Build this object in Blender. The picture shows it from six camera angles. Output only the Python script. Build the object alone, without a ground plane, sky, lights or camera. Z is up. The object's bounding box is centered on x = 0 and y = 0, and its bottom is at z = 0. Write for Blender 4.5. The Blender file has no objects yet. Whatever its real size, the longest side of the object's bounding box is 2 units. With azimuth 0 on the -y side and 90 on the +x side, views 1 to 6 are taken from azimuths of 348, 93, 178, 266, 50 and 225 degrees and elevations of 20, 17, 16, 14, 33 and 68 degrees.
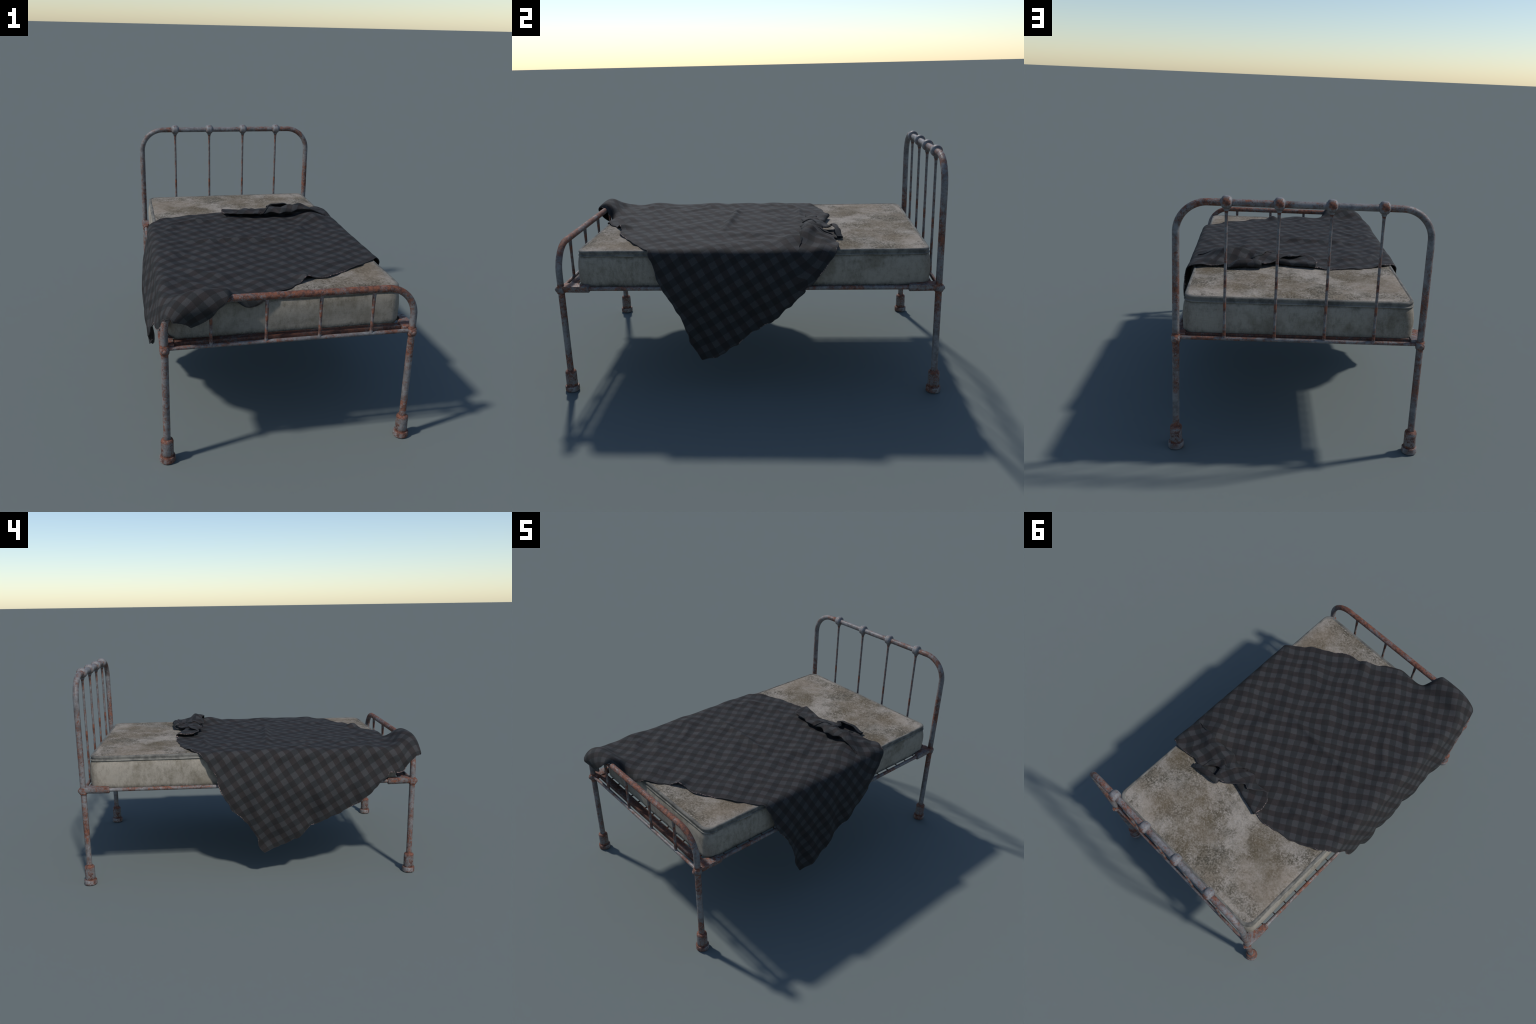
# An old iron bedstead with a stained mattress and a checked wool blanket thrown over it.
import bpy, bmesh, math
import numpy as np
from mathutils import Vector

rng = np.random.default_rng(7)
scene = bpy.context.scene
TAU = math.tau

# ------------------------------------------------------------------ helpers
def link(ob, parent=None):
    scene.collection.objects.link(ob)
    if parent is not None:
        ob.parent = parent
    return ob


def empty(name, label, category):
    ob = bpy.data.objects.new(name, None)
    ob["label"], ob["category"] = label, category
    return link(ob)


def mesh_data(name, verts, faces, mat, sharp=40):
    me = bpy.data.meshes.new(name)
    me.from_pydata([tuple(map(float, v)) for v in verts], [], faces)
    me.materials.append(mat)
    me.polygons.foreach_set("use_smooth", [True] * len(me.polygons))
    if sharp is not None:
        me.set_sharp_from_angle(angle=math.radians(sharp))
    return me


def add(name, me, parent=None, loc=(0, 0, 0), stuff=False):
    ob = bpy.data.objects.new(name, me)
    ob.location = loc
    if stuff:
        ob["kind"] = "stuff"
    return link(ob, parent)


def tube_geo(path, radius, segs=16, closed=False, cap=True):
    """Round tube along a path, frames carried by parallel transport."""
    P = np.array(path, float)
    n = len(P)
    R = np.full(n, radius) if np.isscalar(radius) else np.array(radius, float)
    if closed:
        T = np.roll(P, -1, 0) - np.roll(P, 1, 0)
    else:
        T = np.gradient(P, axis=0)
    T /= np.linalg.norm(T, axis=1)[:, None]
    up = np.array([0, 0, 1.0]) if abs(T[0][2]) < 0.9 else np.array([0, 1.0, 0])
    N = np.cross(T[0], up)
    N /= np.linalg.norm(N)
    ang = np.arange(segs) / segs * TAU
    V, F = [], []
    for i in range(n):
        N = N - T[i] * (N @ T[i])
        N /= np.linalg.norm(N)
        B = np.cross(T[i], N)
        for a in ang:
            V.append(P[i] + R[i] * (math.cos(a) * N + math.sin(a) * B))
    for i in range(n if closed else n - 1):
        k, m = i * segs, ((i + 1) % n) * segs
        for j in range(segs):
            q = (j + 1) % segs
            F.append((k + j, k + q, m + q, m + j))
    if cap and not closed:
        F.append(tuple(range(segs))[::-1])
        F.append(tuple((n - 1) * segs + j for j in range(segs)))
    return V, F


def lathe_geo(profile, segs=24, axis="z", centre=(0, 0, 0)):
    """Revolve (radius, height) pairs about an axis."""
    V, F = [], []
    c = np.array(centre, float)
    for r, h in profile:
        for j in range(segs):
            a = j / segs * TAU
            x, y = r * math.cos(a), r * math.sin(a)
            V.append(c + {"z": (x, y, h), "x": (h, x, y), "y": (y, h, x)}[axis])
    for i in range(len(profile) - 1):
        for j in range(segs):
            q = (j + 1) % segs
            F.append((i * segs + j, i * segs + q, (i + 1) * segs + q, (i + 1) * segs + j))
    F.append(tuple(range(segs))[::-1])
    F.append(tuple((len(profile) - 1) * segs + j for j in range(segs)))
    return V, F


def join_geo(*parts):
    V, F = [], []
    for v, f in parts:
        o = len(V)
        V += list(v)
        F += [tuple(i + o for i in p) for p in f]
    return V, F


def prism_geo(outline, z0, z1):
    """Upright prism over a plan outline (list of x, y)."""
    n = len(outline)
    V = [(x, y, z0) for x, y in outline] + [(x, y, z1) for x, y in outline]
    F = [tuple(range(n))[::-1], tuple(range(n, 2 * n))]
    F += [(i, (i + 1) % n, n + (i + 1) % n, n + i) for i in range(n)]
    return V, F


def bevelled(me, width, segs=2):
    bm = bmesh.new()
    bm.from_mesh(me)
    bmesh.ops.recalc_face_normals(bm, faces=bm.faces)
    edges = [e for e in bm.edges if len(e.link_faces) == 2 and e.calc_face_angle(0) > 0.5]
    bmesh.ops.bevel(bm, geom=edges, offset=width, segments=segs, affect="EDGES", profile=0.6)
    bm.to_mesh(me)
    bm.free()
    me.polygons.foreach_set("use_smooth", [True] * len(me.polygons))
    me.set_sharp_from_angle(angle=math.radians(50))
    return me


def smoothstep(x, a, b):
    t = np.clip((np.asarray(x, float) - a) / (b - a), 0, 1)
    return t * t * (3 - 2 * t)


# ------------------------------------------------------------------ node helpers
class Nodes:
    def __init__(self, name):
        self.mat = bpy.data.materials.new(name)
        self.mat.use_nodes = True
        self.t = self.mat.node_tree
        self.bsdf = self.t.nodes["Principled BSDF"]
        self.tc = self.t.nodes.new("ShaderNodeTexCoord")

    def link(self, src, dst):
        self.t.links.new(src, dst)

    def put(self, sock, v):
        if hasattr(v, "is_output"):
            self.link(v, sock)
        elif isinstance(v, (tuple, list)) and len(v) == 3 and sock.type == "RGBA":
            sock.default_value = (*v, 1)
        else:
            sock.default_value = v

    def mapping(self, vec, scale=(1, 1, 1), loc=(0, 0, 0), rot=(0, 0, 0)):
        n = self.t.nodes.new("ShaderNodeMapping")
        self.put(n.inputs["Vector"], vec)
        n.inputs["Scale"].default_value, n.inputs["Location"].default_value, n.inputs["Rotation"].default_value = scale, loc, rot
        return n.outputs[0]

    def noise(self, vec, scale, detail=5, rough=0.6, distort=0.0):
        n = self.t.nodes.new("ShaderNodeTexNoise")
        self.put(n.inputs["Vector"], vec)
        n.inputs["Scale"].default_value, n.inputs["Detail"].default_value = scale, detail
        n.inputs["Roughness"].default_value, n.inputs["Distortion"].default_value = rough, distort
        return n.outputs["Fac"]

    def math(self, op, a, b=0.0, c=0.0, clamp=False):
        n = self.t.nodes.new("ShaderNodeMath")
        n.operation, n.use_clamp = op, clamp
        for s, v in zip(n.inputs, (a, b, c)):
            self.put(s, v)
        return n.outputs[0]

    def ramp(self, fac, lo, hi, a=0.0, b=1.0):
        n = self.t.nodes.new("ShaderNodeMapRange")
        n.interpolation_type = "SMOOTHSTEP"
        for s, v in zip(n.inputs, (fac, lo, hi, a, b)):
            self.put(s, v)
        return n.outputs[0]

    def mix(self, fac, a, b, blend="MIX"):
        n = self.t.nodes.new("ShaderNodeMix")
        n.data_type, n.blend_type = "RGBA", blend
        self.put(n.inputs[0], fac)
        self.put(n.inputs[6], a)
        self.put(n.inputs[7], b)
        return n.outputs[2]

    def split(self, vec):
        n = self.t.nodes.new("ShaderNodeSeparateXYZ")
        self.put(n.inputs[0], vec)
        return n.outputs

    def blob(self, vec, centre, radius, soft=1.0):
        """1 inside a soft ball, 0 outside."""
        n = self.t.nodes.new("ShaderNodeVectorMath")
        n.operation = "DISTANCE"
        self.put(n.inputs[0], vec)
        n.inputs[1].default_value = centre
        return self.ramp(n.outputs["Value"], radius, radius * (1 - soft))

    def bump(self, height, strength, distance):
        n = self.t.nodes.new("ShaderNodeBump")
        n.inputs["Strength"].default_value, n.inputs["Distance"].default_value = strength, distance
        self.put(n.inputs["Height"], height)
        self.link(n.outputs[0], self.bsdf.inputs["Normal"])


PAINT, PAINT_DARK = (0.195, 0.196, 0.202), (0.088, 0.088, 0.092)
RUST, RUST_DARK = (0.200, 0.066, 0.033), (0.070, 0.029, 0.021)


def rusty_metal(name, amount=0.5, bands=(), dark=0.0, shift=(0, 0, 0), spot=None, tint=1.0):
    """Old grey paint on iron, flaking to red rust; bands are (z, half width) rings of solid rust."""
    m = Nodes(name)
    co = m.mapping(m.tc.outputs["Object"], loc=shift)
    big = m.noise(co, 7, 3, 0.6)
    mid = m.noise(co, 58, 8, 0.76, 0.2)
    fine = m.noise(co, 230, 4, 0.75)
    field = m.math("ADD", m.math("MULTIPLY", big, 0.46), m.math("ADD", m.math("MULTIPLY", mid, 0.58), m.math("MULTIPLY", fine, 0.36)))
    z = m.split(m.tc.outputs["Object"])[2]
    for zc, hw in bands:
        d = m.math("ABSOLUTE", m.math("SUBTRACT", z, zc))
        field = m.math("ADD", field, m.ramp(d, hw, hw * 0.3, 0, 0.085))
    if spot:
        field = m.math("ADD", field, m.math("MULTIPLY", m.blob(m.tc.outputs["Object"], spot, 0.030, 0.8), 0.20))
    cut = 0.90 - 0.30 * amount
    rust = m.ramp(field, cut - 0.05, cut + 0.055)
    halo = m.ramp(field, cut - 0.16, cut + 0.02)
    paint = m.mix(m.ramp(m.noise(co, 22, 6, 0.7), 0.40, 0.66), tuple(c * tint for c in PAINT), tuple(c * tint for c in PAINT_DARK))
    paint = m.mix(m.ramp(fine, 0.55, 0.72, 0, 0.5), paint, (0.27, 0.265, 0.265))
    paint = m.mix(m.math("MULTIPLY", halo, 0.50), paint, (0.120, 0.082, 0.068))
    rcol = m.mix(m.ramp(m.noise(co, 60, 5, 0.7), 0.40, 0.62), RUST, RUST_DARK)
    col = m.mix(m.math("MULTIPLY", rust, 0.92), paint, rcol)
    if dark:
        col = m.mix(dark, col, (0.03, 0.02, 0.018))
    m.link(col, m.bsdf.inputs["Base Color"])
    m.link(m.math("MULTIPLY_ADD", rust, 0.25, 0.5), m.bsdf.inputs["Roughness"])
    m.bsdf.inputs["Metallic"].default_value = 0.05
    m.bsdf.inputs["Specular IOR Level"].default_value = 0.30
    m.bump(m.math("ADD", m.math("MULTIPLY", rust, -0.4), m.math("ADD", fine, mid)), 0.35, 0.002)
    return m.mat


M_ARCH = rusty_metal("rusty_painted_tube", 0.56, bands=[(0.567, 0.04), (0.10, 0.03)])
M_FOOTRAIL = rusty_metal("rusty_painted_foot_tube", 0.54, bands=[(0.567, 0.04), (0.10, 0.03), (0.800, 0.045)], shift=(0.3, 0.1, 0.45))
M_SPINDLE = rusty_metal("rusty_painted_spindle", 0.56, bands=[(1.185, 0.03), (0.845, 0.035), (0.73, 0.03), (0.60, 0.02)])
M_KNOB = rusty_metal("chipped_painted_knob", 0.30, shift=(0.2, 0.35, 0), spot=(0, 0.031, 0.006), tint=1.12)
M_COLLAR = rusty_metal("rusty_collar", 0.60, bands=[(0.585, 0.008), (0.549, 0.008)])
M_RAIL = rusty_metal("rusty_side_rail", 0.58, shift=(0, 0.13, 0))
M_BRACKET = rusty_metal("rusted_bracket", 0.66)
M_BEAM = rusty_metal("dark_rusted_beam", 0.80, dark=0.45)
M_WIRE = rusty_metal("dark_rusted_wire", 0.85, dark=0.6)
M_CAP = rusty_metal("rusted_foot_cap", 0.60, bands=[(0.034, 0.010), (0.112, 0.012)])

# ------------------------------------------------------------------ bedstead
YF, YH, XL = -0.943, 0.961, 0.570       # foot plane, head plane, leg offset
ZJ = 0.567                               # height of the joints
RT = 0.0165                              # tube radius
bed = empty("iron_bedstead", "rusty grey painted iron bedstead with spindle ends", "bed frame")


def arch_path(y, top, bend=0.14):
    pts = [(-XL, y, z) for z in np.linspace(0.10, top - bend, 24)]
    for t in np.linspace(0, math.pi / 2, 17)[1:]:
        pts.append((-XL + bend * (1 - math.cos(t)), y, top - bend + bend * math.sin(t)))
    half = pts
    run = [(x, y, top) for x in np.linspace(-XL + bend, XL - bend, 26)[1:-1]]
    return half + run + [(-x, yy, z) for x, yy, z in half[::-1]]


def foot_cap_geo():
    ring = lathe_geo([(0.0345, 0.0), (0.0372, 0.003), (0.0372, 0.026), (0.035, 0.029), (0.027, 0.030)], 14)
    sleeve = lathe_geo([(0.0268, 0.029), (0.0292, 0.034), (0.0292, 0.104), (0.0270, 0.111), (0.0215, 0.1155), (0.0165, 0.1165)], 24)
    return join_geo(ring, sleeve)


def collar_geo(side):
    ring = lathe_geo([(0.0168, ZJ - 0.0205), (0.0205, ZJ - 0.019), (0.0222, ZJ - 0.010), (0.0226, ZJ), (0.0222, ZJ + 0.010), (0.0205, ZJ + 0.017), (0.0168, ZJ + 0.0185)], 24)
    boss_profile = [(0.020, 0.000), (0.0195, 0.013), (0.0175, 0.0195), (0.0135, 0.0240), (0.0095, 0.0255), (0.0088, 0.0280), (0.0060, 0.0300), (0.0010, 0.0308)]
    boss = lathe_geo([(r, side * h) for r, h in boss_profile], 20, "y", (0, 0, ZJ))
    return join_geo(ring, boss)


cap_mesh = mesh_data("foot_cap", *foot_cap_geo(), M_CAP)


def bed_end(kind, y, side, top, spindle_x, mat):
    end = add(kind, mesh_data(kind, *tube_geo(arch_path(y, top), RT, 20), mat), bed)
    cross = add("cross_tube", mesh_data("cross_tube", *tube_geo([(x, y, ZJ + 0.003) for x in np.linspace(-XL, XL, 40)], 0.0093, 14), M_RAIL), end)
    # spindle: slim rod with a flared neck under the top tube and a slight foot
    z0, z1 = ZJ + 0.006, top - 0.010
    zs = [z0, z0 + 0.012, z0 + 0.03] + list(np.linspace(z0 + 0.06, z1 - 0.075, 16)) + [z1 - 0.05, z1 - 0.035, z1 - 0.022, z1 - 0.015, z1 - 0.008, z1]
    rs = [0.0078, 0.0076, 0.0072] + [0.0068] * 16 + [0.0072, 0.0080, 0.0098, 0.0112, 0.0098, 0.0090]
    if kind == "footboard":
        rs = [0.0082, 0.0080, 0.0076] + [0.0072] * 16 + [0.0078, 0.0084, 0.0090, 0.0094, 0.0092, 0.0090]
    sp = mesh_data("spindle", *tube_geo([(0, 0, z) for z in zs], rs, 12), M_SPINDLE)
    for x in spindle_x:
        add("spindle", sp, end, (x, y, 0))
    jc = mesh_data("joint_collar", *collar_geo(side), M_COLLAR)
    for sx in (-1, 1):
        add("joint_collar", jc, end, (sx * XL, y, 0))
        add("foot_cap", cap_mesh, end, (sx * XL, y, 0))
    return end


headboard = bed_end("headboard", YH, 1, 1.211, (-0.348, -0.116, 0.116, 0.348), M_ARCH)
footboard = bed_end("footboard", YF, -1, 0.788, (-0.369, -0.123, 0.123, 0.369), M_FOOTRAIL)

# knobs cast round the head tube: squat barrels with a ribbed belly and a small nib below
knob_profile = []
for t in np.linspace(-1, 1, 25):
    r = 0.0305 * (1 - abs(t) ** 3.4) ** 0.5 if abs(t) < 0.999 else 0.012
    r = max(r, 0.0165)
    r -= 0.0007 * (0.5 + 0.5 * math.cos(t * 26)) * (abs(t) < 0.8)
    knob_profile.append((r, 0.0258 * t))
nib = lathe_geo([(0.010, -0.038), (0.0125, -0.034), (0.0118, -0.029), (0.014, -0.024)], 14)
kn = mesh_data("knob", *join_geo(lathe_geo(knob_profile, 28, "x"), nib), M_KNOB, 60)
for x in (-0.348, -0.116, 0.116, 0.348):
    add("knob", kn, headboard, (x, YH, 1.2125))

# side rails with tapered sockets at the ends
ZR = 0.569
bracket_outline = [(-0.042, 0.004), (-0.042, 0.072), (-0.020, 0.100), (-0.016, 0.142), (0.020, 0.142), (0.021, 0.050), (0.017, 0.004)]
for sx in (-1, 1):
    ys = np.linspace(YF, YH, 60)
    rail = add("side_rail", mesh_data("side_rail", *tube_geo([(sx * XL, y, ZR) for y in ys], 0.0108, 16), M_RAIL), bed)
    for y, sy in ((YF, 1), (YH, -1)):
        out = [(sx * (XL + px), y + sy * py) for px, py in bracket_outline]
        top = prism_geo(out, ZR - 0.004, ZR + 0.0185)
        body = tube_geo([(sx * (XL + 0.001), y + sy * t, ZR) for t in (0.0, 0.03, 0.08, 0.136, 0.143, 0.147)], [0.017, 0.0175, 0.0185, 0.0190, 0.0192, 0.016], 16)
        bm_top = bevelled(mesh_data("corner_bracket", *top, M_BRACKET), 0.0025)
        br = add("corner_bracket", bm_top, rail)
        add("rail_socket", mesh_data("rail_socket", *body, M_BRACKET), rail)

# angle iron beams across both ends
for y, sy in ((YF, 1), (YH, -1)):
    a = sy
    y_in, y_out = y + a * 0.069, y + a * 0.027
    L = []
    for x in (-0.533, 0.533):
        L += [(x, y_in, 0.5790), (x, y_out, 0.5830), (x, y_out, 0.5580), (x, y_out + a * 0.005, 0.5580), (x, y_out + a * 0.005, 0.5780), (x, y_in, 0.5740)]
    F = [(i, (i + 1) % 6, 6 + (i + 1) % 6, 6 + i) for i in range(6)] + [tuple(range(6))[::-1], tuple(range(6, 12))]
    add("angle_beam", bevelled(mesh_data("angle_beam", L, F, M_BEAM), 0.0015), bed)

# woven spring base: thin bars along and across
net = []
for x in np.arange(-6, 7) * 0.0795:
    net.append(tube_geo([(x, y, 0.5622) for y in (YF + 0.055, YH - 0.055)], 0.0042, 8))
for y in np.arange(-10, 11) * 0.0875 + 0.0355:
    net.append(tube_geo([(x, y, 0.5590) for x in (-XL + 0.006, XL - 0.006)], 0.0032, 8))
for x in np.arange(-6, 7) * 0.0795:          # hooks over the angle irons
    for y, s in ((YF + 0.064, -1), (YH - 0.064, 1)):
        net.append(lathe_geo([(0.003, -0.006), (0.0036, 0.0), (0.0034, 0.003), (0.002, 0.0045)], 8, "z", (x, y, 0.577)))
add("spring_base", mesh_data("spring_base", *join_geo(*net), M_WIRE), bed, stuff=True)

# ------------------------------------------------------------------ mattress
MX, MY0, MY1 = 0.541, -0.857, 0.921
ZT = 0.757
matt = empty("mattress", "thin stained off white mattress with piped edges", "mattress")


def rounded_rect(dx, corner=0.050, n_c=10, n_l=60, n_s=36):
    """Closed plan outline of the mattress, pushed out by dx."""
    hx, y0, y1 = MX + dx, MY0 - dx, MY1 + dx
    pts = []
    for cx, cy, a0 in ((hx - corner, y1 - corner, 0), (-hx + corner, y1 - corner, 90), (-hx + corner, y0 + corner, 180), (hx - corner, y0 + corner, 270)):
        for i in range(n_c + 1):
            t = math.radians(a0 + 90 * i / n_c)
            pts.append((cx + corner * math.cos(t), cy + corner * math.sin(t)))
        m = n_s if a0 in (0, 180) else n_l
        pts += [None] * (m - 1)
    # fill straight runs
    out, N = [], len(pts)
    i = 0
    while i < N:
        if pts[i] is not None:
            out.append(pts[i])
            i += 1
        else:
            j = i
            while pts[j % N] is None:
                j += 1
            a, b = np.array(pts[i - 1]), np.array(pts[j % N])
            for k in range(i, j):
                out.append(tuple(a + (b - a) * (k - i + 1) / (j - i + 1)))
            i = j
    return np.array(out)


def wob(x, y, s):
    return (np.sin(7.1 * x + 3.3 * y + s) + np.sin(-4.7 * x + 9.7 * y + 2.1 * s) + np.sin(15.3 * x - 12.1 * y + 0.7 * s)) / 3


def mattress_material(name, top):
    m = Nodes(name)
    co = m.tc.outputs["Object"]
    clean, grime = (0.310, 0.278, 0.240), (0.088, 0.080, 0.060)
    big = m.noise(co, 4.2, 5, 0.62)
    mid = m.noise(co, 15, 8, 0.72, 0.3)
    fine = m.noise(co, 95, 8, 0.78, 0.2)
    dust = m.noise(co, 260, 3, 0.7)
    if top:
        field = m.math("ADD", m.math("ADD", m.math("MULTIPLY", big, 0.55), m.math("MULTIPLY", mid, 0.70)), m.math("ADD", m.math("MULTIPLY", fine, 0.75), m.math("MULTIPLY", dust, 0.18)))
        col = m.mix(m.ramp(field, 0.90, 1.40, 0, 0.85), clean, grime)
        col = m.mix(m.ramp(m.math("ADD", m.math("MULTIPLY", m.noise(co, 5.0, 6, 0.7, 0.2), 0.8), m.math("MULTIPLY", fine, 0.2)), 0.45, 0.58, 0, 0.78), col, (0.140, 0.118, 0.086))
        clump = m.ramp(m.math("ADD", m.math("MULTIPLY", m.noise(co, 5.2, 4, 0.65), 0.70), m.math("MULTIPLY", mid, 0.30)), 0.42, 0.57, 0.14, 1.0)
        fleck = m.ramp(m.math("ADD", m.math("MULTIPLY", fine, 0.7), m.math("MULTIPLY", m.noise(co, 36, 9, 0.84, 0.3), 0.5)), 0.550, 0.655)
        col = m.mix(m.math("MULTIPLY", m.math("MULTIPLY", fleck, clump), 0.95), col, (0.052, 0.046, 0.033))
        pale = m.math("MULTIPLY", m.math("SUBTRACT", 1.15, clump), m.ramp(m.math("ADD", m.math("MULTIPLY", m.noise(co, 60, 8, 0.8), 0.6), m.math("MULTIPLY", fine, 0.4)), 0.50, 0.62, 0, 0.65))
        col = m.mix(pale, col, (0.385, 0.358, 0.328))
        col = m.mix(m.ramp(m.noise(co, 3.1, 3, 0.5), 0.45, 0.70, 0, 0.55), col, (0.215, 0.172, 0.128))
        stains = [((0.08, 0.66, ZT), 0.17), ((0.21, 0.62, ZT), 0.13), ((-0.29, 0.53, ZT), 0.18), ((-0.42, 0.62, ZT), 0.09), ((0.30, -0.62, ZT), 0.22), ((0.47, 0.5, ZT), 0.12), ((0.05, 0.80, ZT), 0.15), ((0.33, 0.78, ZT), 0.10)]
        brown = None
        for c, r in stains:
            b = m.blob(co, c, r * 1.2, 0.9)
            brown = b if brown is None else m.math("MAXIMUM", brown, b)
        brown = m.math("MULTIPLY", brown, m.math("MULTIPLY", m.ramp(mid, 0.34, 0.60, 0.30, 0.80), m.ramp(fine, 0.40, 0.60, 0.55, 1.0)))
        col = m.mix(brown, col, (0.105, 0.080, 0.048))
    else:
        field = m.math("ADD", m.math("MULTIPLY", big, 0.6), m.math("ADD", m.math("MULTIPLY", m.noise(m.mapping(co, (1, 1, 0.55)), 46, 8, 0.76), 0.6), m.math("MULTIPLY", dust, 0.2)))
        col = m.mix(m.ramp(field, 0.62, 0.98), (0.290, 0.262, 0.220), (0.118, 0.102, 0.076))
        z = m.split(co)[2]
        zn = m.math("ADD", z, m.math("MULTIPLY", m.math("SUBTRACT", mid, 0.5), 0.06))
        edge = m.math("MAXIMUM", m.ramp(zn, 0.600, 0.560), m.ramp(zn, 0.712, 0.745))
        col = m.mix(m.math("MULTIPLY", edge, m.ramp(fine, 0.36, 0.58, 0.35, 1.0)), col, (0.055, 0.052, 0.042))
        col = m.mix(m.ramp(m.noise(co, 5.5, 4, 0.6), 0.50, 0.68, 0, 0.50), col, (0.115, 0.096, 0.066))
    weave = m.math("MAXIMUM", m.noise(m.mapping(co, (1, 0.12, 0.12)), 330, 2, 0.6), m.noise(m.mapping(co, (0.12, 1, 1)), 330, 2, 0.6))
    col = m.mix(m.ramp(weave, 0.45, 0.72, 0, 0.30), col, m.mix(1.0, col, (0.62, 0.60, 0.58), "MULTIPLY"))
    m.link(col, m.bsdf.inputs["Base Color"])
    m.bsdf.inputs["Roughness"].default_value = 0.92
    m.bsdf.inputs["Specular IOR Level"].default_value = 0.2
    m.bump(m.math("ADD", m.math("MULTIPLY", weave, 0.5), m.math("ADD", fine, mid)), 0.3, 0.003)
    return m.mat


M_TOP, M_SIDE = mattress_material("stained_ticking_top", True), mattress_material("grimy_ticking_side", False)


def edge_tape(name, base, other):
    m = Nodes(name)
    co = m.tc.outputs["Object"]
    col = m.mix(m.ramp(m.noise(co, 14, 7, 0.7), 0.38, 0.64), base, other)
    m.link(col, m.bsdf.inputs["Base Color"])
    m.bsdf.inputs["Roughness"].default_value = 0.9
    m.bump(m.noise(co, 200, 4, 0.7), 0.3, 0.001)
    return m.mat


M_TAPE = edge_tape("dark_edge_tape", (0.150, 0.143, 0.126), (0.065, 0.063, 0.056))
M_TAPE_LIGHT = edge_tape("pale_edge_piping", (0.205, 0.195, 0.170), (0.10, 0.096, 0.084))

# side wall: loft of plan outlines at several heights, bulging and gently uneven
side_levels = [(0.5650, -0.020), (0.5655, -0.008), (0.5680, 0.0005), (0.575, 0.0035), (0.592, 0.0050), (0.615, 0.0052), (0.640, 0.0066), (0.668, 0.0066), (0.695, 0.0048), (0.715, 0.0018), (0.726, -0.002), (0.7285, -0.004)]
V, F = [], []
base = rounded_rect(0.0)
n = len(base)
for z, dx in side_levels:
    ring = rounded_rect(dx)
    for (x, y) in ring:
        w = 0.0022 * wob(x * 1.5, y * 1.3, z * 18)
        d = np.array([x, y - (MY0 + MY1) / 2])
        d = d / np.linalg.norm(d)
        V.append((x + d[0] * w, y + d[1] * w, z))
for i in range(len(side_levels) - 1):
    for j in range(n):
        q = (j + 1) % n
        F.append((i * n + j, i * n + q, (i + 1) * n + q, (i + 1) * n + j))
F.append(tuple(range(n))[::-1])
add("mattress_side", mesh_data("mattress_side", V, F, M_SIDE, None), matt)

# tape band between the two pipings
V, F = [], []
band_levels = [(0.7275, -0.008), (0.7290, -0.0005), (0.7345, 0.0012), (0.7375, -0.001), (0.7410, -0.0028), (0.7460, -0.0015), (0.7500, 0.000), (0.7560, -0.0015), (0.7590, -0.006), (0.7590, -0.012), (0.7560, -0.016)]
for z, dx in band_levels:
    for x, y in rounded_rect(dx):
        V.append((x, y, z + 0.0012 * wob(x * 2, y * 2, 1)))
for i in range(len(band_levels) - 1):
    for j in range(n):
        q = (j + 1) % n
        F.append((i * n + j, i * n + q, (i + 1) * n + q, (i + 1) * n + j))
add("edge_tape", mesh_data("edge_tape", V, F, M_TAPE, None), matt)
lower = [(x, y, 0.7330 + 0.0012 * wob(x * 2, y * 2, 1)) for x, y in rounded_rect(-0.0005)]
add("edge_piping", mesh_data("edge_piping", *tube_geo(lower, 0.0036, 10, closed=True), M_TAPE_LIGHT), matt)
foot_line = [(x, y, 0.5690) for x, y in rounded_rect(-0.008)]
add("edge_piping", mesh_data("edge_piping", *tube_geo(foot_line, 0.0038, 10, closed=True), M_TAPE_LIGHT), matt)

# top panel: rings shrinking toward the middle line, slightly domed and lumpy
V, F = [], []
rim = rounded_rect(-0.0125)
steps = np.concatenate([np.linspace(0, 0.12, 8), np.linspace(0.12, 1, 22)[1:]])
cy = (MY0 + MY1) / 2
for s in steps:
    for x, y in rim:
        f = 1 - s
        X = x * f
        Y = cy + (y - cy) * (f + (1 - f) * 0.40)
        dome = 0.0045 * (1 - (1 - min(s / 0.10, 1)) ** 2)
        V.append((X, Y, ZT - 0.001 + dome + 0.0022 * wob(X * 2.2, Y * 2.2, 5) * min(1, s * 8)))
for i in range(len(steps) - 1):
    for j in range(n):
        q = (j + 1) % n
        F.append((i * n + j, i * n + q, (i + 1) * n + q, (i + 1) * n + j))
bm = bmesh.new()
me = mesh_data("mattress_top", V, F, M_TOP, None)
bm.from_mesh(me)
bmesh.ops.remove_doubles(bm, verts=bm.verts, dist=1e-5)
bm.to_mesh(me)
bm.free()
add("mattress_top", me, matt)

# ------------------------------------------------------------------ blanket
# Flat cloth coordinates (a across the bed, b along it) are laid over the bed by drape().
T = 0.7665            # cloth height on the mattress
XA, RS = 0.535, 0.048  # where the side roll starts, its radius
ROLL = RS * math.pi / 2
BF = 0.68             # the foot lift starts at b = -BF


def poly_eval(Q, s):
    """Point at arc length s on a (dense) polyline Q[m,2]; runs on straight past the end."""
    d = np.linalg.norm(np.diff(Q, axis=0), axis=1)
    c = np.concatenate([[0], np.cumsum(d)])
    out = np.stack([np.interp(s, c, Q[:, k]) for k in range(2)], -1)
    over = np.maximum(s - c[-1], 0)
    tan = (Q[-1] - Q[-2]) / max(d[-1], 1e-9)
    return out + over[:, None] * tan, c[-1]


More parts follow.
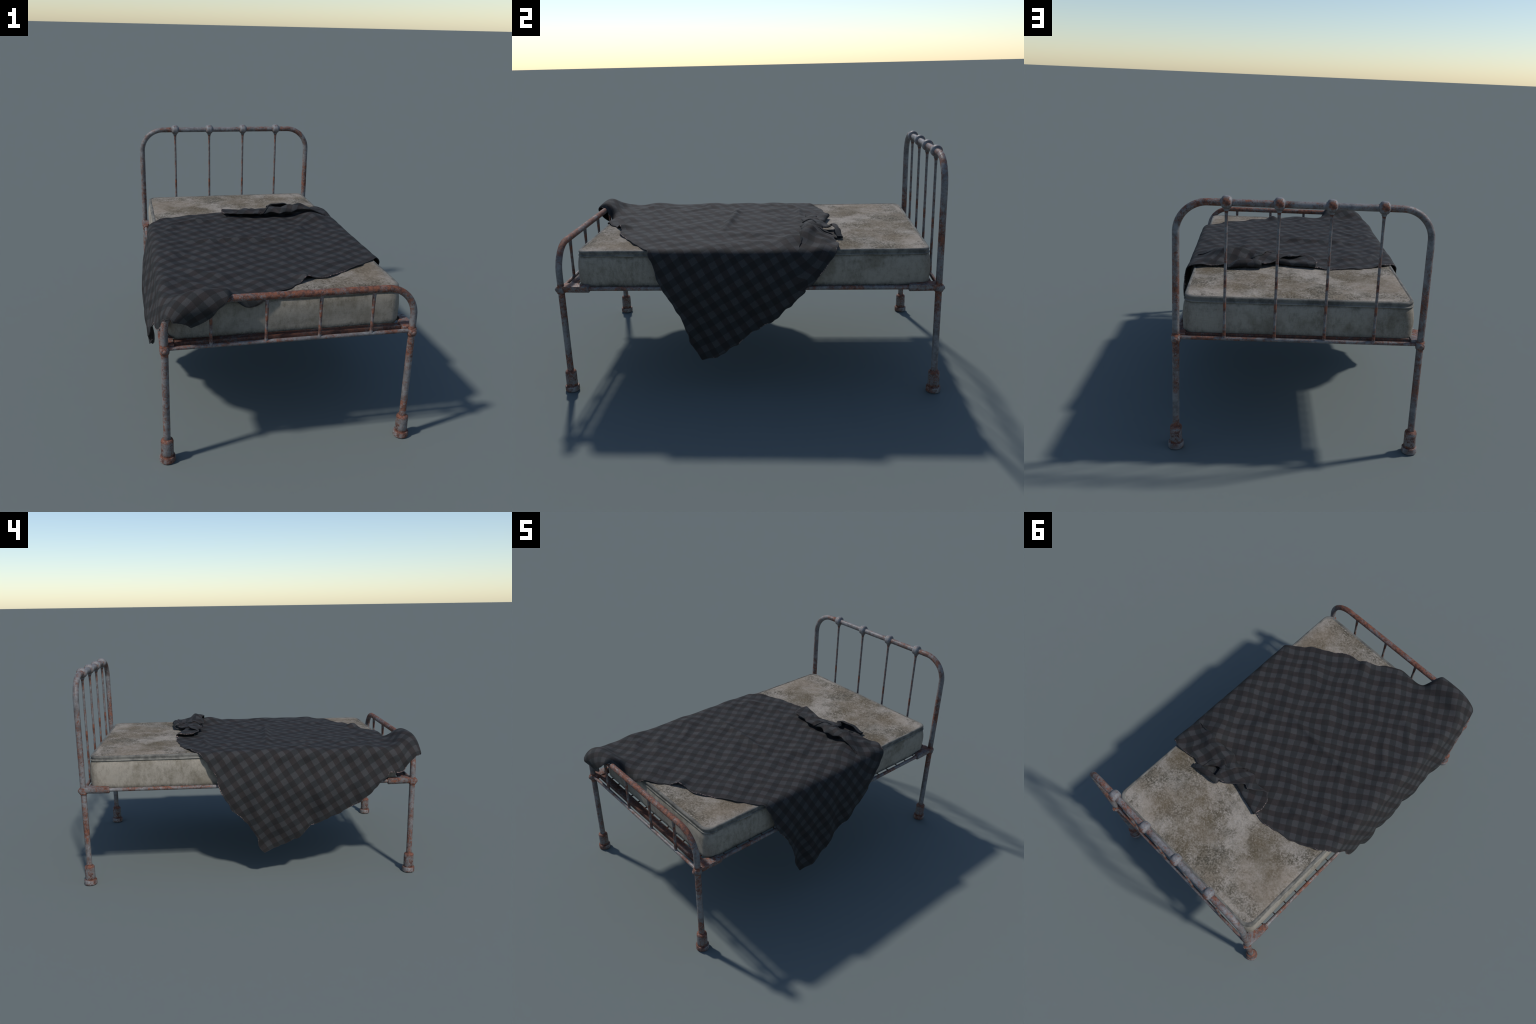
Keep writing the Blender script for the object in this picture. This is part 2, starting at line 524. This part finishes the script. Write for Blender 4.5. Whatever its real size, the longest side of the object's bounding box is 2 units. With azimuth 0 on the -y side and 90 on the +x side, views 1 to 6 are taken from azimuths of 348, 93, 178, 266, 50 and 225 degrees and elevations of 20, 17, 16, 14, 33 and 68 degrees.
def catmull(P, m=8):
    """Dense Catmull-Rom through control points; P has shape [..., K, 2]."""
    P = np.asarray(P, float)
    A = np.concatenate([2 * P[..., :1, :] - P[..., 1:2, :], P, 2 * P[..., -1:, :] - P[..., -2:-1, :]], -2)
    t = (np.arange(m) / m)[:, None]
    segs = []
    for i in range(P.shape[-2] - 1):
        p0, p1, p2, p3 = (A[..., i + k, :][..., None, :] for k in range(4))
        segs.append(0.5 * (2 * p1 + (p2 - p0) * t + (2 * p0 - 5 * p1 + 4 * p2 - p3) * t ** 2 + (3 * p1 - p0 - 3 * p2 + p3) * t ** 3))
    return np.concatenate(segs + [P[..., -1:, :]], -2)


# Head end: the cloth is pushed back into a Z fold that opens like a fan from CF near the +x edge.
# THA is the first crease, PHI the width of the tucked wedge; beyond it the cloth is turned by 2 PHI.
CF = np.array([0.560, 0.268])
THA, PHI, TH0 = math.radians(15.0), math.radians(11.9), math.radians(-12.0)


def fan(a, b):
    ra, rb = a - CF[0], b - CF[1]
    return np.hypot(ra, rb), np.arctan2(rb, -ra)


def turn_back(th):
    """The turn of the upper layer dies away round the +x side of the fan."""
    return 2 * PHI * smoothstep(th, math.radians(80), math.radians(172))


def pleat_controls(r):
    k = smoothstep(r, 0.03, 0.24)
    sA, sB, s0 = r * THA, r * (THA - PHI), r * TH0
    sB = sB + k * (0.010 * np.sin(r * 34 + 0.6) + 0.005 * np.sin(r * 71))
    w = np.maximum(sA - sB, 0.3 * r * PHI)
    c = np.minimum(0.013, 0.35 * w)
    nose = 0.028 + 0.008 * np.exp(-((r - 0.25) / 0.13) ** 2)
    arch = 0.020 * np.exp(-((r - 0.26) / 0.13) ** 2)
    on = T + 0.027 * k
    far = np.maximum(w, 0.080)
    rows = [(s0, T + 0 * r), (s0 * 0.4 + sA * 0.6 - c, T + 0 * r), (sA - c, T + 0.001 * k), (sA + 0.2 * c, T + 0.009 * k),
            (sA - c, T + 0.0180 * k), ((sA + sB) / 2, T + 0.0165 * k), (sB + c, T + 0.0175 * k + 0.25 * nose * k), (sB - 0.1 * c, T + nose * k * 0.75), (sB + c, T + (nose + 0.008) * k),
            (sB + 0.55 * far, on + (arch + 0.012) * k), (sB + far, on + (0.002 + arch * 0.5) * k), (sB + 1.6 * far, T + 0.017 * k), (sB + 2.2 * far + 0.03, T + 0.004 * k), (sB + 2.2 * far + 0.06, T + 0.004 * k)]
    return np.stack([np.stack(q, -1) for q in rows], -2)


def head_curve(r, s):
    """Arc position and height at cloth arc length s past the start of the fan, on the circle of radius r."""
    C = catmull(pleat_controls(r), 6)
    d = np.linalg.norm(np.diff(C, axis=1), axis=2)
    c = np.concatenate([np.zeros((len(r), 1)), np.cumsum(d, 1)], 1)
    idx = np.clip((c <= s[:, None]).sum(1) - 1, 0, C.shape[1] - 2)
    k = np.arange(len(r))
    f = np.clip((s - c[k, idx]) / np.maximum(d[k, idx], 1e-9), 0, None)
    return C[k, idx] + (C[k, idx + 1] - C[k, idx]) * f[:, None]


def unfan(points):
    """Flat coordinates of points of the upper layer, given where they lie after folding."""
    out = []
    th = np.linspace(THA + PHI, math.radians(179), 400)
    placed = th - 2 * PHI + turn_back(th)
    for x, y in points:
        r, t = fan(np.array(x), np.array(y))
        f = np.interp(t, placed, th)
        out.append((CF[0] - r * math.cos(f), CF[1] + r * math.sin(f)))
    return out


# foot: over the rail on the -x side, sagging between mattress and rail further in
RAIL_CURVE = catmull([(-0.68, T), (-0.76, T), (-0.815, T + 0.001), (-0.850, T + 0.009), (-0.880, T + 0.034), (-0.912, 0.824), (-0.948, 0.831), (-0.980, 0.813), (-0.997, 0.782), (-0.997, 0.750), (-0.978, 0.700), (-0.965, 0.66)])
SAG_CURVE = catmull([(-0.68, T), (-0.76, T), (-0.82, T), (-0.853, T - 0.003), (-0.872, T - 0.018), (-0.880, T - 0.040), (-0.882, 0.66)])

# ridges pressed into the cloth on top: (from, to, half width, height)
RIDGES = [([(0.215, -0.152), (0.110, -0.141), (-0.010, -0.130), (-0.150, -0.118), (-0.310, -0.112), (-0.410, -0.095)], 0.016, 0.019),
          ([(0.37, 0.21), (0.32, 0.10), (0.26, 0.02), (0.18, -0.06)], 0.022, 0.011), ([(0.47, 0.12), (0.42, 0.02), (0.40, -0.08)], 0.020, 0.007),
          ([(-0.46, -0.28), (-0.38, -0.35), (-0.30, -0.45)], 0.020, 0.010), ([(-0.44, -0.50), (-0.36, -0.58), (-0.27, -0.65)], 0.024, 0.013),
          ([(-0.12, -0.50), (-0.05, -0.56), (0.03, -0.61)], 0.024, 0.008), ([(0.28, -0.42), (0.36, -0.35), (0.44, -0.28)], 0.022, 0.007),
          ([(-0.09, 0.272), (-0.22, 0.272), (-0.36, 0.262), (-0.46, 0.20)], 0.017, 0.013), ([(-0.50, 0.05), (-0.47, 0.12), (-0.42, 0.20)], 0.018, 0.008),
          ([(-0.36, -0.75), (-0.42, -0.71), (-0.48, -0.63)], 0.020, 0.011), ([(0.50, -0.08), (0.47, -0.17), (0.49, -0.28)], 0.020, 0.007),
          ([(-0.46, -0.17), (-0.49, -0.25), (-0.47, -0.36)], 0.018, 0.008), ([(0.10, 0.20), (0.02, 0.12), (-0.02, 0.02)], 0.022, 0.007)]
waves = []
for _ in range(26):
    lam = rng.uniform(0.09, 0.34)
    ang = rng.uniform(0, math.pi)
    waves.append((math.cos(ang) * TAU / lam, math.sin(ang) * TAU / lam, rng.uniform(0, TAU), lam))


def ripple(a, b):
    w = sum(lam * np.sin(kx * a + ky * b + ph) for kx, ky, ph, lam in waves)
    return w / math.sqrt(sum(l[3] ** 2 for l in waves) / 2)


def drape(a, b):
    a, b = np.array(a, float).ravel(), np.array(b, float).ravel()
    y, zt = b.copy(), np.full_like(b, T)
    # head end
    a0 = a.copy()
    r, th = fan(a, b)
    i = np.where((th > TH0) & (r > 1e-4) & (a > -0.45))[0]
    p = head_curve(r[i], r[i] * (th[i] - TH0))
    t3 = p[:, 0] / r[i] + turn_back(th[i])
    fa, fb = CF[0] - r[i] * np.cos(t3), CF[1] + r[i] * np.sin(t3)
    w = smoothstep(a[i], -0.45, -0.25)
    a[i], y[i] = a[i] + (fa - a[i]) * w, b[i] + (fb - b[i]) * w
    zt[i] = T + (p[:, 1] - T) * w
    # the crumpled hump that stands at the closed end of the fold, and the ruck behind it
    upper = smoothstep(th, THA + 0.5 * PHI, THA + 1.1 * PHI) * (1 - smoothstep(th, 2.4, 3.1))
    zt += 0.036 * np.exp(-(((a - 0.420) / 0.080) ** 2 + ((y - 0.250) / 0.090) ** 2))
    zt += 0.010 * upper * np.exp(-(((a - 0.335) / 0.060) ** 2 + ((y - 0.345) / 0.055) ** 2))
    zt += 0.018 * np.exp(-(((a - 0.205) / 0.034) ** 2 + ((y - 0.460) / 0.040) ** 2)) * (th > THA + PHI)
    zt += upper * 0.0045 * np.abs(ripple(a * 2.1 + 1, y * 2.1)) * smoothstep(r, 0.10, 0.22)
    b = np.where(th > TH0, y, b)
    # foot end
    i = np.where(b < -BF)[0]
    over, _ = poly_eval(RAIL_CURVE, -BF - b[i])
    sag, _ = poly_eval(SAG_CURVE, -BF - b[i])
    w = (1 - smoothstep(a[i], -0.30, -0.19))[:, None]
    p = sag + (over - sag) * w
    y[i], zt[i] = p[:, 0], p[:, 1]
    # wrinkles on the top
    inner = 1 - smoothstep(np.abs(a), 0.53, 0.63)
    lift = 0.0030 * ripple(a0, b) + 0.0034 * np.abs(ripple(b * 0.8, a0 * 1.1))
    lift = np.maximum(lift, 0)
    for pts, hw, h in RIDGES:
        P = catmull(pts, 5)
        best, where = np.full_like(a, 9.0), np.zeros_like(a)
        for k in range(len(P) - 1):
            d = P[k + 1] - P[k]
            t = np.clip(((a - P[k][0]) * d[0] + (b - P[k][1]) * d[1]) / (d @ d), 0, 1)
            dist = np.hypot(a - P[k][0] - t * d[0], b - P[k][1] - t * d[1])
            near = dist < best
            best, where = np.where(near, dist, best), np.where(near, (k + t) / (len(P) - 1), where)
        lift += h * np.exp(-(best / hw) ** 1.6) * np.sqrt(np.clip(np.sin(where * math.pi), 0.05, 1))
    # the small fold lifted at the foot edge
    lift += 0.024 * np.exp(-(((a - 0.105) / 0.034) ** 2 + ((b + 0.725) / 0.040) ** 2))
    lift = np.maximum(lift, -0.001)
    zt = zt + lift * inner * (1 - 0.6 * smoothstep(-b, 0.86, 0.95))
    # side roll and hang
    s, sg = np.abs(a), np.sign(a)
    foot = smoothstep(-b, 0.72, 0.92) * (a < 0)
    over_rail = smoothstep(-b, 0.80, 0.94) * (a < 0)      # there the cloth follows the bend of the tube
    R = RS + 0.012 * foot + 0.108 * over_rail
    xa = XA - 0.010 * foot - 0.112 * over_rail
    q = np.clip(s - xa, 0, None)
    th = np.minimum(q / R, math.pi / 2)
    drop = np.maximum(q - R * math.pi / 2, 0)
    x = np.minimum(s, xa) + R * np.sin(th)
    z = zt - R * (1 - np.cos(th)) - drop
    side = smoothstep(q, 0.02, 0.12)
    left = (a < 0)
    flare_w = 0.041 * smoothstep(drop, -0.03, 0.18) - 0.030 * smoothstep(drop, 0.22, 0.56)
    flare_w = flare_w * smoothstep(-b, -0.36, -0.10) + 0.014 * smoothstep(drop, 0.0, 0.10) * (1 - smoothstep(-b, -0.36, -0.10))
    flare_w = flare_w + foot * 0.008 * smoothstep(drop, -0.02, 0.06) * (1 - smoothstep(drop, 0.1, 0.2))
    flare_e = 0.030 * smoothstep(drop, -0.03, 0.12)
    x = x + np.where(left, flare_w, flare_e)
    deep = smoothstep(drop, 0.0, 0.45)
    fold_w = np.sin(TAU * (b + 0.05 * np.sin(5 * a)) / 0.125 + 0.8) * 0.5 + np.sin(TAU * b / 0.21 + 2.2) * 0.7
    fold_e = np.sin(TAU * (b - 0.12 * a) / 0.16 + 0.4) * 0.6 + np.sin(TAU * (b + 0.1 * a) / 0.27 + 1.2) * 0.6
    x = x + side * np.where(left, fold_w * (0.003 + 0.010 * deep), fold_e * (0.0022 + 0.013 * deep))
    x = x + side * 0.0025 * ripple(a, b)
    return np.stack([sg * x, y, z], -1)


def hang(z, top=T):
    """Flat coordinate of a point hanging at height z."""
    return XA + ROLL + (top - RS - z)


# outline of the cloth in flat coordinates, side by side, corner to corner
E_C, S_C, W_C = (hang(0.183), -0.235), (-0.455, -1.150), (-hang(0.155), -0.068)
edge_ES = [E_C, (hang(0.25), -0.271), (hang(0.336), -0.299), (hang(0.428), -0.327), (hang(0.476), -0.350), (hang(0.521), -0.386), (hang(0.607), -0.432), (hang(0.681), -0.459),
           (0.562, -0.484), (0.493, -0.539), (0.384, -0.618), (0.281, -0.676), (0.215, -0.726), (0.160, -0.716), (0.105, -0.745), (0.052, -0.786), (-0.036, -0.848), (-0.083, -0.885), (-0.120, -0.905),
           (-0.155, -0.915), (-0.195, -0.918), (-0.240, -0.935), (-0.278, -0.985), (-0.306, -1.028), (-0.335, -1.066), (-0.369, -1.105), (-0.423, -1.143), S_C]
edge_SW = [S_C, (-0.477, -1.125), (-0.519, -1.080), (-0.560, -1.040), (-0.615, -0.985), (-0.660, -0.940), (-0.695, -0.885), (-hang(0.630), -0.800), (-hang(0.552), -0.722), (-hang(0.502), -0.673), (-hang(0.452), -0.609),
           (-hang(0.418), -0.546), (-hang(0.379), -0.467), (-hang(0.345), -0.388), (-hang(0.299), -0.317), (-hang(0.255), -0.274), (-hang(0.223), -0.209), (-hang(0.192), -0.144), W_C]
edge_WN = [W_C, (-hang(0.184), -0.040), (-hang(0.219), -0.030), (-hang(0.272), -0.016), (-hang(0.306), 0.000), (-hang(0.375), 0.061), (-hang(0.436), 0.119), (-hang(0.495), 0.158), (-hang(0.553), 0.186),
           (-hang(0.611), 0.199), (-hang(0.653), 0.220), (-hang(0.714), 0.258), (-0.541, 0.312), (-0.464, 0.362), (-0.408, 0.391), (-0.306, 0.420), (-0.227, 0.434), (-0.165, 0.446)]
for t, r in ((THA - 0.01, 0.690), (THA + 0.10, 0.690), (THA + PHI - 0.02, 0.670)):     # the hem runs up the tucked wedge to the tip
    edge_WN.append((CF[0] - r * math.cos(t), CF[1] + r * math.sin(t)))
edge_WN += unfan([(-0.061, 0.322), (0.000, 0.368), (0.060, 0.410), (0.144, 0.458), (0.200, 0.472)])
edge_EN = [E_C, (hang(0.208), -0.167), (hang(0.237), -0.106), (hang(0.283), -0.046), (hang(0.340), 0.024), (hang(0.377), 0.093), (hang(0.419), 0.153), (hang(0.480), 0.221)]
edge_EN += unfan([(hang(0.567), 0.299), (hang(0.662), 0.394), (0.605, 0.446), (0.565, 0.466), (0.480, 0.472), (0.407, 0.487), (0.350, 0.490), (0.332, 0.450), (0.295, 0.408), (0.262, 0.396), (0.235, 0.420), (0.218, 0.452), (0.200, 0.472)])


def resample(points, count):
    P = np.array(points)
    d = np.concatenate([[0], np.cumsum(np.linalg.norm(np.diff(P, axis=0), axis=1))])
    t = np.linspace(0, d[-1], count)
    return np.stack([np.interp(t, d, P[:, k]) for k in range(2)], -1)


NU, NV = 260, 190                       # E to S, E to N
lowE, highE = resample(edge_ES, NU), resample(edge_WN[::-1], NU)
sideE, sideS = resample(edge_EN, NV), resample(edge_SW, NV)
for line in (lowE, highE, sideE, sideS):   # the hem wanders a little
    t = np.linspace(0, 1, len(line))
    d = np.gradient(line, axis=0)
    d /= np.linalg.norm(d, axis=1)[:, None] + 1e-9
    ph = rng.uniform(0, TAU, 3)
    wave = 0.0030 * np.sin(TAU * 11 * t + ph[0]) + 0.0022 * np.sin(TAU * 19 * t + ph[1]) + 0.0014 * np.sin(TAU * 31 * t + ph[2])
    line += np.stack([-d[:, 1], d[:, 0]], -1) * (wave * smoothstep(t, 0, 0.06) * (1 - smoothstep(t, 0.94, 1)))[:, None]
u, v = np.linspace(0, 1, NU)[:, None, None], np.linspace(0, 1, NV)[None, :, None]
flat = (1 - v) * lowE[:, None] + v * highE[:, None] + (1 - u) * sideE[None] + u * sideS[None]
flat -= (1 - u) * (1 - v) * lowE[0] + u * (1 - v) * lowE[-1] + (1 - u) * v * highE[0] + u * v * highE[-1]
pos = drape(flat[..., 0], flat[..., 1]).reshape(NU, NV, 3)
for _ in range(4):                       # soften creases a little, hem included
    p = np.pad(pos, ((1, 1), (1, 1), (0, 0)), mode="edge")
    pos = 0.5 * pos + 0.125 * (p[2:, 1:-1] + p[:-2, 1:-1] + p[1:-1, 2:] + p[1:-1, :-2])
nrm = np.cross(np.gradient(pos, axis=1), np.gradient(pos, axis=0))
nrm /= np.linalg.norm(nrm, axis=2)[..., None] + 1e-12
if nrm[NU // 2, NV // 2, 2] < 0:
    nrm = -nrm
THICK = 0.0055
count = NU * NV
ids = np.arange(count).reshape(NU, NV)
rim_ids = np.concatenate([ids[:, 0], ids[-1, 1:], ids[-2::-1, -1], ids[0, -2:0:-1]])
upper = pos.reshape(-1, 3)
lowerp = (pos - nrm * THICK).reshape(-1, 3)
stretch = np.stack([ripple(flat[..., 0] * 0.8 + 3, flat[..., 1] * 0.8), ripple(flat[..., 1] * 0.8 + 5, flat[..., 0] * 0.8 + 1)], -1)
flat3 = np.concatenate([(flat + 0.0042 * stretch * (0.12 + 0.88 * (1 - smoothstep(np.abs(flat[..., :1]), 0.5, 0.7)))).reshape(-1, 2), np.zeros((count, 1))], 1)   # the weave is pulled about a little
basis = np.concatenate([flat3, flat3 - np.array([0, 0, THICK])])
shaped = np.concatenate([upper, lowerp])
faces = []
for i in range(NU - 1):
    for j in range(NV - 1):
        q = (ids[i, j], ids[i + 1, j], ids[i + 1, j + 1], ids[i, j + 1])
        faces.append(tuple(int(k) for k in q))
        faces.append(tuple(int(k) + count for k in q[::-1]))
m_ = len(rim_ids)
for k in range(m_):
    a0, a1 = int(rim_ids[k]), int(rim_ids[(k + 1) % m_])
    faces.append((a1, a0, a0 + count, a1 + count))

# gingham: flat cloth lies in the mesh's rest shape, so Generated coordinates follow the weave
F_MIN, F_SIZE = np.array([-1.2, -1.2]), 2.4


def wool(name):
    m = Nodes(name)
    flat_co = m.mapping(m.tc.outputs["Generated"], (F_SIZE, F_SIZE, 0), (float(F_MIN[0]), float(F_MIN[1]), 0))
    period, ang = 0.0695, math.radians(31.5)
    ca, sa = math.cos(ang), math.sin(ang)
    X, Y, _ = m.split(flat_co)
    ox, oy = 0.026, 0.038
    fine_w = m.noise(flat_co, 260, 3, 0.7)

    def stripe(cx, cy):
        t = m.math("ADD", m.math("MULTIPLY", m.math("SUBTRACT", X, ox), cx / period), m.math("MULTIPLY", m.math("SUBTRACT", Y, oy), cy / period))
        t = m.math("ADD", t, 0.5)
        f = m.math("ABSOLUTE", m.math("SUBTRACT", m.math("FRACT", t), 0.5))
        f = m.math("ADD", f, m.math("MULTIPLY", m.math("SUBTRACT", fine_w, 0.5), 0.03))
        return m.ramp(f, 0.262, 0.232)

    warp, weft = stripe(ca, sa), stripe(-sa, ca)
    light, dark = (0.0405, 0.0412, 0.0432), (0.0180, 0.0170, 0.0172)
    mid_a, mid_b = (0.027, 0.0235, 0.0235), (0.0235, 0.0255, 0.027)
    col = m.mix(weft, m.mix(warp, dark, mid_a), m.mix(warp, mid_b, light))
    grain = m.noise(flat_co, 240, 3, 0.8)
    patch = m.noise(flat_co, 8, 5, 0.6)
    col = m.mix(m.ramp(grain, 0.36, 0.64, 0, 0.55), col, m.mix(1.0, col, (0.55, 0.55, 0.55), "MULTIPLY"))
    col = m.mix(m.ramp(patch, 0.35, 0.70, 0, 0.35), col, m.mix(1.0, col, (1.25, 1.15, 1.12), "MULTIPLY"))
    m.link(col, m.bsdf.inputs["Base Color"])
    m.bsdf.inputs["Roughness"].default_value = 0.85
    m.bsdf.inputs["Specular IOR Level"].default_value = 0.22
    m.bump(m.math("ADD", grain, m.math("MULTIPLY", fine_w, 0.8)), 0.25, 0.002)
    return m.mat


M_WOOL = wool("checked_wool")
bme = mesh_data("blanket", basis, faces, M_WOOL, None)
bme.use_auto_texspace = False
bme.texspace_location = (float(F_MIN[0] + F_SIZE / 2), float(F_MIN[1] + F_SIZE / 2), 0.0)
bme.texspace_size = (F_SIZE / 2, F_SIZE / 2, 1.0)
blanket = add("blanket", bme)
blanket["label"], blanket["category"] = "dark grey checked wool blanket draped and crumpled", "blanket"
blanket.shape_key_add(name="flat")
key = blanket.shape_key_add(name="draped")
key.data.foreach_set("co", shaped.astype(np.float32).ravel())
key.value = 1.0

# the far corner, folded under and curling out below the notch in the hem
NT, MT = 26, 30
tuck_x = np.linspace(0.185, 0.362, NT)
tuck_curve = catmull([(0.385, T + 0.001), (0.43, T + 0.0005), (0.468, T + 0.002), (0.492, T + 0.012), (0.500, T + 0.026), (0.494, T + 0.037), (0.484, T + 0.043), (0.472, T + 0.042)])
tl = np.linspace(0, np.linalg.norm(np.diff(tuck_curve, axis=0), axis=1).sum(), MT)
tp, _ = poly_eval(tuck_curve, tl)
TV, TF = [], []
for side in (0, 1):
    for i, x in enumerate(tuck_x):
        e = (i / (NT - 1)) * 2 - 1
        low = (1 - 0.75 * float(smoothstep(e, 0.15, 1.0))) * (1 - 0.25 * float(smoothstep(-e, 0.5, 1.0)))
        for j in range(MT):
            y, z = tp[j]
            dy = -0.032 + 0.0145 * (e + 1) + 0.002 * math.sin(8 * e)
            t = np.gradient(tp, axis=0)[j]
            nn = np.array([-t[1], t[0]]) / np.linalg.norm(t) * (0.0022 if side == 0 else -0.0022)
            TV.append((x + 0.010 * math.sin(3 * e) * (j / MT), y + dy * (j / MT) + nn[0], T + (z - T) * low + nn[1] + 0.001))
    o = side * NT * MT
    for i in range(NT - 1):
        for j in range(MT - 1):
            q = [o + i * MT + j, o + (i + 1) * MT + j, o + (i + 1) * MT + j + 1, o + i * MT + j + 1]
            TF.append(tuple(q if side == 0 else q[::-1]))
tid = np.arange(NT * MT).reshape(NT, MT)
trim = np.concatenate([tid[:, 0], tid[-1, 1:], tid[-2::-1, -1], tid[0, -2:0:-1]])
for k in range(len(trim)):
    p0, p1 = int(trim[k]), int(trim[(k + 1) % len(trim)])
    TF.append((p1, p0, p0 + NT * MT, p1 + NT * MT))
tme = mesh_data("tucked_corner", TV, TF, M_WOOL, None)
tme.use_auto_texspace = False
tme.texspace_location, tme.texspace_size = bme.texspace_location, bme.texspace_size
add("tucked_corner", tme, blanket)

# hem: a thin whipped edge with pale thread showing through
hm = Nodes("whipped_hem_thread")
hc = hm.tc.outputs["Object"]
hn = hm.noise(hc, 130, 2, 0.6)
big = hm.noise(hc, 7, 3, 0.6)
hcol = hm.mix(hm.math("MULTIPLY", hm.ramp(hn, 0.50, 0.62), hm.ramp(big, 0.50, 0.62)), (0.022, 0.020, 0.021), (0.30, 0.21, 0.19))
hm.link(hcol, hm.bsdf.inputs["Base Color"])
hm.bsdf.inputs["Roughness"].default_value = 0.9
edge_path = ((upper + lowerp) / 2)[rim_ids]
add("hem_thread", mesh_data("hem_thread", *tube_geo(edge_path, 0.0031, 8, closed=True), hm.mat, None), blanket, stuff=True)

bpy.context.view_layer.update()
